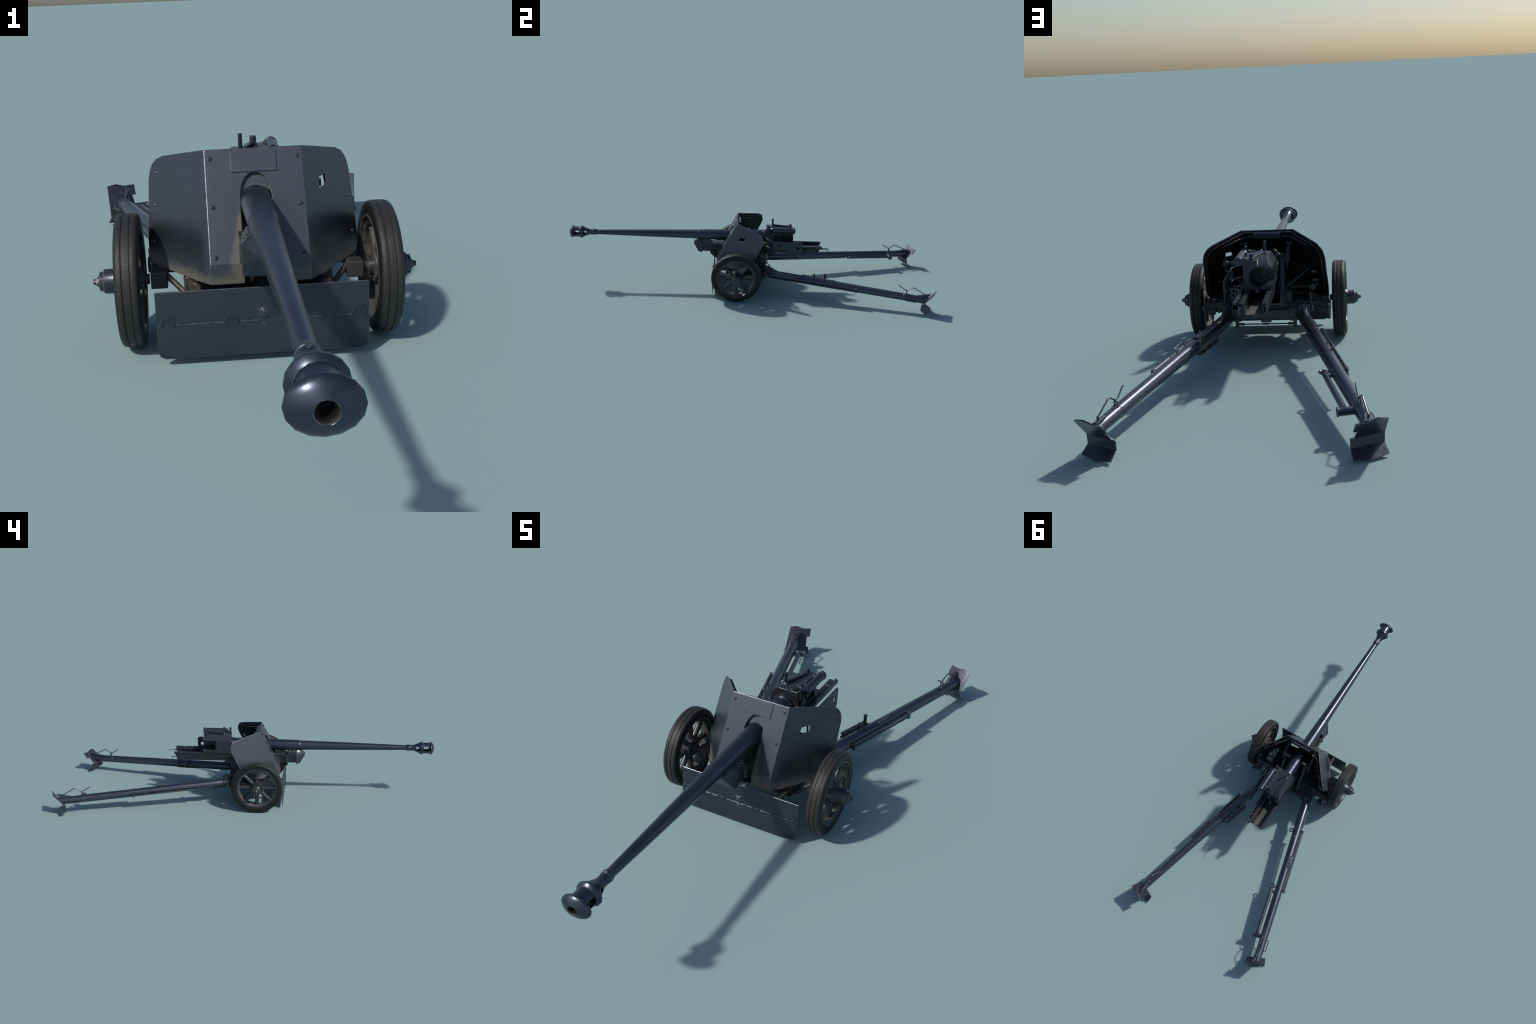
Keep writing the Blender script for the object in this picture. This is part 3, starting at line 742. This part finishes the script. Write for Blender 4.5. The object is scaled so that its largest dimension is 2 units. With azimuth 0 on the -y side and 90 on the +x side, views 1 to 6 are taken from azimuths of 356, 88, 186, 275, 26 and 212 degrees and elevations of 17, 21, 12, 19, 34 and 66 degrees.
k.cyl((-.009, apron_y(.082) - .0004, .0822), (.009, apron_y(.082) - .0004, .0822), .0014, seg=8)
for x, z in ((0, .0975), (-.0082, .0918), (.0082, .0918), (0, .0675), (-.0082, .0725), (.0082, .0725)):
    k.ball((x, apron_y(.082) - .0008, z), .0009, (1, .7, 1), 8)
h0 = add("apron_hinge", k, M_HINGE, apron, .0003); h0.location = (-.1783, 0, 0)
copies("apron_hinge", h0, [((x, 0, 0), (0, 0, 0)) for x in (-.0577, .0632, .1840)])
k = Kit()
ya = apron_y(.09)
k.box((-.0062, ya - .0022, .0895), (.0118, ya - .0003, .1072)); k.cyl((.0028, ya - .0020, .1000), (.0028, ya - .0060, .1000), .0048, .0040, seg=14)
k.pipe([(.0034, ya - .0055, .1030), (.0036, ya - .0075, .0985), (.0036, ya - .0060, .0900)], .0018, 8, round_=.003)
k.box((-.0010, ya - .0022, .0695), (.0065, ya - .0003, .0775))
for x in (-.0028, .0082):
    for z in (.0630, .0680): k.ball((x, ya - .0007, z), .0011, (1, .8, 1), 8)
add("apron_latch", k, M_STEEL, apron, .0004)
k = Kit()
sp = [(-.0065, .0755), (.0065, .0755), (.0065, .0260), (.0040, .0215), (-.0040, .0215), (-.0065, .0260)]
k.slab([(.1275 + x, apron_y(z) - .0007, z) for x, z in sp], (0, -.0010, 0))
add("apron_strap", k, M_APRON, apron, .0004)

# ------------------------------------------------------------------ wheels
def build_wheel():
    k = Kit()
    k.rev([(.0225, .1056), (.0232, .1032), (.0225, .1006), (.0175, .0985), (.0150, .0945), (.0140, .0918), (-.0140, .0918), (-.0150, .0945), (-.0175, .0985), (-.0225, .1006), (-.0232, .1032), (-.0225, .1056)], 40, closed=True)
    k.rev([(-.0360, 0), (-.0360, .0104), (-.0235, .0104), (-.0230, .0190), (-.0190, .0200), (-.0140, .0200), (-.0135, .0315), (-.0110, .0338), (.0130, .0338), (.0160, .0322),
           (.0195, .0308), (.0255, .0276), (.0330, .0254), (.0525, .0246), (.0533, .0236), (.0540, .0236), (.0545, .0212), (.0560, .0198), (.0615, .0196), (.0623, .0184), (.0620, .0125), (.0650, .0118), (.0652, 0)], 20)
    k.cyl((.0650, 0, 0), (.0690, 0, 0), .0094, .0088, seg=6); k.cyl((.0690, 0, 0), (.0750, 0, 0), .0062, .0054, seg=12)
    for i in range(6):
        t = i * math.pi / 3; k.cyl((.0550, .0150 * math.cos(t), .0150 * math.sin(t)), (.0635, .0150 * math.cos(t), .0150 * math.sin(t)), .0018, seg=6)
    wheel = k.mesh("wheel")
    k = Kit()
    def rr(x, r): return (x, r)
    prof = [rr(.0205, .1045), rr(.0225, .1072), rr(.0236, .1150), rr(.0234, .1240), rr(.0215, .1290), rr(.0180, .1318), rr(.0140, .1328), rr(.0098, .1334), rr(.0090, .1330), rr(.0084, .1314), rr(.0068, .1314), rr(.0062, .1332)]
    prof += [rr(0, .1337)]
    full = prof + [(-x, r) for x, r in reversed(prof[:-1])]
    k.rev(full, 56, closed=True)
    tyre = k.mesh("tyre", 50)
    k = Kit()
    k.rev([(.0260, .0098), (.0600, .0104), (.0850, .0104), (.0895, .0098), (.0940, .0075)], 14)
    for v in k.bm.verts: v.co = V((v.co.y * 1.0 + .0015, v.co.z, v.co.x))
    spoke = k.mesh("spoke", 50)
    return wheel, tyre, spoke
wm, tm, smesh = build_wheel()
for s in (1, -1):
    wo = add("wheel", wm, M_WHEEL, root); wo.location = (s * .2500 + .0008, -.0770, .1337); wo.rotation_euler = (0, 0, 0 if s > 0 else math.pi)
    add("tyre", tm, M_TYRE, wo)
    for i in range(8):
        so = add("spoke", smesh, M_WHEEL, wo); so.rotation_euler = (i * math.pi / 4, 0, 0)

# ------------------------------------------------------------------ split trails
def tx(y): return .1596 + .2637 * (y - .2087)
def tz(y): return .1105 - .0515 * (y - .17)
for s in (1, -1):
    def P(x, y, z): return V((X0 * .25 + s * x, y, z))
    d = (P(tx(1), 1, tz(1)) - P(tx(0), 0, tz(0))).normalized()
    side = d.cross(V((0, 0, 1))).normalized() * s          # points outward
    if side.x * s < 0: side = -side
    up = V((0, 0, 1)); up = (up - d * up.dot(d)).normalized()
    def at(y, o=0.0, u=0.0): return P(tx(y), y, tz(y)) + side * o + up * u
    k = Kit()
    prof = [(.100, .0205), (.125, .0222), (.20, .0225), (.40, .0214), (.60, .0204), (.818, .0195), (.8185, .0202), (.8225, .0202), (.823, .0190), (.990, .0186)]
    seg = 40
    rings = [[k.bm.verts.new(at(y) + (side * math.cos(t) + up * math.sin(t)) * r) for t in (2 * math.pi * i / seg for i in range(seg))] for y, r in prof]
    for A, B in zip(rings, rings[1:]):
        for i in range(seg): k.bm.faces.new((A[i], A[(i + 1) % seg], B[(i + 1) % seg], B[i]))
    k.bm.faces.new(rings[0]); k.bm.faces.new(rings[-1])
    # trim the tube to the slope of the spade
    pc, pn = P(.3400, .9730, .1100), (P(.391, .961, .113) - P(.311, .993, .109)).cross(P(.385, .906, .052) - P(.391, .961, .113)).normalized()
    if pn.y < 0: pn = -pn
    r = bmesh.ops.bisect_plane(k.bm, geom=k.bm.verts[:] + k.bm.edges[:] + k.bm.faces[:], plane_co=pc - pn * .001, plane_no=pn, clear_outer=True)
    bmesh.ops.contextual_create(k.bm, geom=[e for e in r["geom_cut"] if isinstance(e, bmesh.types.BMEdge)])
    trail = add("trail", k, M_TRAIL, root)
    # wedge rib joining tube and spade
    k = Kit()
    ht = .0068
    a0, a1 = P(tx(.882), .882, .0925), P(.3390, .9600, .1040)
    k.slab([p + side * ht for p in (a0, a1, at(.928, 0, .004), at(.885, 0, .008))], -side * 2 * ht)
    add("trail_rib", k, M_TRAIL, trail, .0008)
    # head block with gusset
    k = Kit()
    k.hull([P(x, y, z) for x, y, z in ((.1060, .072, .1530), (.1060, .072, .1020), (.1500, .066, .1530), (.1500, .066, .1020), (.1130, .100, .1560), (.1130, .100, .1050), (.1530, .090, .1560), (.1530, .090, .1050))])
    k.slab([at(.095, -.006, .046), at(.112, -.006, .037), at(.150, -.006, .0215), at(.150, -.006, .0), at(.095, -.006, 0)], side * .012)
    add("trail_head", k, M_TRAIL, trail, .0012)
    # spade: three folded plates
    q = lambda pts: [P(*p) for p in pts]
    up_ = q([(.391, .961, .113), (.3645, .972, .1165), (.3425, .9785, .1093), (.3110, .9945, .1092), (.3050, .9735, .0817), (.3165, .9680, .0817), (.3055, .9390, .0505), (.3815, .9045, .0525)])
    mid = q([(.3815, .9045, .0525), (.3055, .9390, .0505), (.2955, .9430, .0502), (.2955, .9430, .0250), (.3805, .9040, .0250)])
    bot = q([(.3805, .9040, .0250), (.2955, .9430, .0250), (.3030, .9745, .0045), (.3480, .9590, .0008), (.3915, .9305, .0050)])
    k = Kit(); allp = up_ + mid + bot; vs = {}
    def vert(p):
        key = tuple(round(c, 5) for c in p)
        if key not in vs: vs[key] = k.bm.verts.new(p)
        return vs[key]
    for poly in (up_, mid, bot): k.bm.faces.new([vert(p) for p in poly])
    bmesh.ops.triangulate(k.bm, faces=k.bm.faces[:])
    spade = add("spade", k, M_SPADE, trail)
    sd = spade.modifiers.new("thickness", "SOLIDIFY"); sd.thickness = .0042; sd.offset = 0
    # lifting handle: bent rod on a forked post
    k = Kit()
    k.pipe([P(.3104, .7895, .1378), P(.3185, .8300, .1120), P(.3275, .8660, .1340), P(.3425, .9225, .1030)], .0025, 8, round_=.008)
    k.cyl(P(.3425, .9225, .1065), P(.3425, .9225, .0960), .0035, seg=10)
    for o in (-.0042, .0042): k.bar(at(.8305, o - .004, .014), at(.8300, o - .004, .035), .0026, .0060, up=d)
    k.cyl(at(.8300, -.009, .0345), at(.8300, .001, .0345), .0024, seg=8)
    add("lifting_handle", k, M_STEEL, trail, .0004)
    # carrying loop on the outer flank near the spade
    k = Kit()
    k.pipe([at(.832, .014, -.008), at(.829, .0275, -.009), at(.8845, .0275, -.009), at(.8880, .012, -.008)], .0025, 8, round_=.007)
    k.pipe([at(.402, .008, .018), at(.400, .0180, .0305), at(.457, .0180, .0305), at(.455, .0085, .017)], .0025, 8, round_=.006)
    add("carrying_loop", k, M_STEEL, trail)
    # pair of long rods clipped along the outer flank
    k = Kit()
    for u in (.0060, -.0085): k.cyl(at(.258, .0285, u), at(.577, .0275, u + .001), .0047 if u > 0 else .0040, seg=10)
    k.bar(at(.2545, .0285, -.0175), at(.2545, .0285, .0125), .0110, .0075, up=d); k.bar(at(.2545, .0285, -.004), at(.2545, .012, -.004), .008, .016)
    k.bar(at(.5745, .0275, -.0150), at(.5745, .0275, .0120), .0110, .0070, up=d); k.ball(at(.5800, .0275, .006), .0056); k.ball(at(.5800, .0275, -.0075), .0048)
    k.bar(at(.5745, .0275, -.002), at(.5745, .012, -.002), .007, .012)
    k.box(at(.41, .025, -.003) - V((.004, .004, .006)), at(.41, .025, -.003) + V((.004, .004, .006)))
    add("stowed_rods", k, M_TRAIL, trail, .0006)
    if s < 0:
        k = Kit()   # drawbar with towing eye, swivelled onto the inner flank
        e0, e1 = V((-.2190, .586, .0880)), V((-.2790, .8180, .0750))
        k.cyl(e0, e1, .0088, .0092, seg=16)
        c = V((-.2150, .5735, .0885))
        k.pipe([c + V((math.cos(t), math.sin(t), 0)) * .0105 for t in [i * math.pi / 10 for i in range(20)]], .0040, 10, True)
        add("drawbar", k, M_TRAIL, trail)
        k = Kit()
        k.cyl(V((-.2620, .8350, .0750)), V((-.3080, .8235, .0750)), .0112, seg=18); k.cyl(V((-.2605, .8354, .0750)), V((-.2640, .8345, .0750)), .0132, seg=18)
        k.bar(V((-.2270, .6000, .0870)), V((-.2480, .5960, .0860)), .010, .010); k.cyl(V((-.2240, .5720, .0885)), V((-.2370, .5695, .0880)), .0035, seg=8)
        add("drawbar_pivot", k, M_TRAIL, trail, .0008)
        k = Kit()
        k.box((-.0115, -.0105, -.003), (.0115, .0105, .003)); 
        lug = add("lashing_lug", k, M_TRAIL, trail, .0010); lug.location = (-.1420, .2655, .1010); lug.rotation_euler = (0, 0, .26)
        hc = Kit(); hc.cyl((0, 0, -.02), (0, 0, .02), .0062, seg=16)
        for v in hc.bm.verts: v.co = Matrix.Rotation(.26, 3, "Z") @ v.co + V((-.1420, .2655, .1010))
        cut(lug, [hc])
        k = Kit()
        k.bar(at(.262, -.0190, -.004), at(.262, -.0265, -.004), .012, .009)
        k.box(at(.296, -.004, .0205) - V((.0055, .005, .004)), at(.296, -.004, .0205) + V((.0055, .005, .0085)))
        k.cyl(at(.296, -.004, .026), at(.303, -.004, .0335), .0042, seg=10)
        k.bar(at(.165, .0215, -.004), at(.210, .0220, -.004), .0060, .0200); k.cyl(at(.222, .019, -.006), at(.222, .026, -.006), .0035, seg=8)
        add("trail_fittings", k, M_TRAIL, trail, .0008)
    else:
        k = Kit()   # screw-jack carried on the inner flank: two slotted bars with cross pieces
        f, b = V((.1375, .2800, .1060)), V((.1755, .4130, .0990))
        dj = (b - f).normalized(); sj = dj.cross(V((0, 0, 1))).normalized(); uj = sj.cross(dj)
        L = (b - f).length
        for u in (.0045, -.0100):
            pts = []
            for i in range(7): t = math.pi / 2 + math.pi * i / 6; pts.append(f + dj * (.009 + .009 * math.cos(t)) + sj * .009 * math.sin(t))
            for i in range(7): t = -math.pi / 2 + math.pi * i / 6; pts.append(b + dj * (-.009 + .009 * math.cos(t)) + sj * .009 * math.sin(t))
            k.slab([p + uj * u for p in pts], uj * .0042)
        for t in (.08, .36, .66, .94): k.cyl(f + dj * L * t - uj * .010, f + dj * L * t + uj * .006, .0050, seg=10)
        for t in (.30, .55): k.box(f + dj * L * t + uj * .0085 - V((.009, .002, .001)), f + dj * L * t + uj * .0085 + V((.009, .002, .0012)))
        jack = add("stowed_jack", k, M_CARR, trail, .0008)
        k = Kit()
        k.cyl((.1732, .4075, .0985), (.1732, .4075, .1325), .0056, .0060, seg=14); k.cyl((.1732, .4075, .1322), (.1732, .4075, .1362), .0078, .0074, seg=16)
        k.cyl(at(.416, -.017, -.002), (.1740, .4090, .1000), .0045, seg=10)
        add("jack_screw", k, M_GUN, trail, .0006)
        k = Kit()
        y = .343
        path = [at(y, .0140, .0185), at(y, .0060, .0238), at(y, -.0040, .0246), at(y, -.0150, .0290), at(y, -.0225, .0330), at(y, -.0260, .0270), at(y, -.0270, .0100), at(y, -.0262, -.006)]
        for a, b_ in zip(path, path[1:]): k.bar(a, b_ + (b_ - a).normalized() * .0006, .0070, .0024, up=(b_ - a).cross(d))
        k.cyl(at(y - .004, -.0215, .036), at(y - .004, -.0215, .0250), .0022, .0055, seg=8)
        k.bar(at(.300, -.018, -.002), at(.300, -.038, .000), .010, .010); k.bar(at(.372, -.018, -.002), at(.372, -.036, .000), .010, .010)
        add("jack_strap", k, M_CARR, trail, .0005)
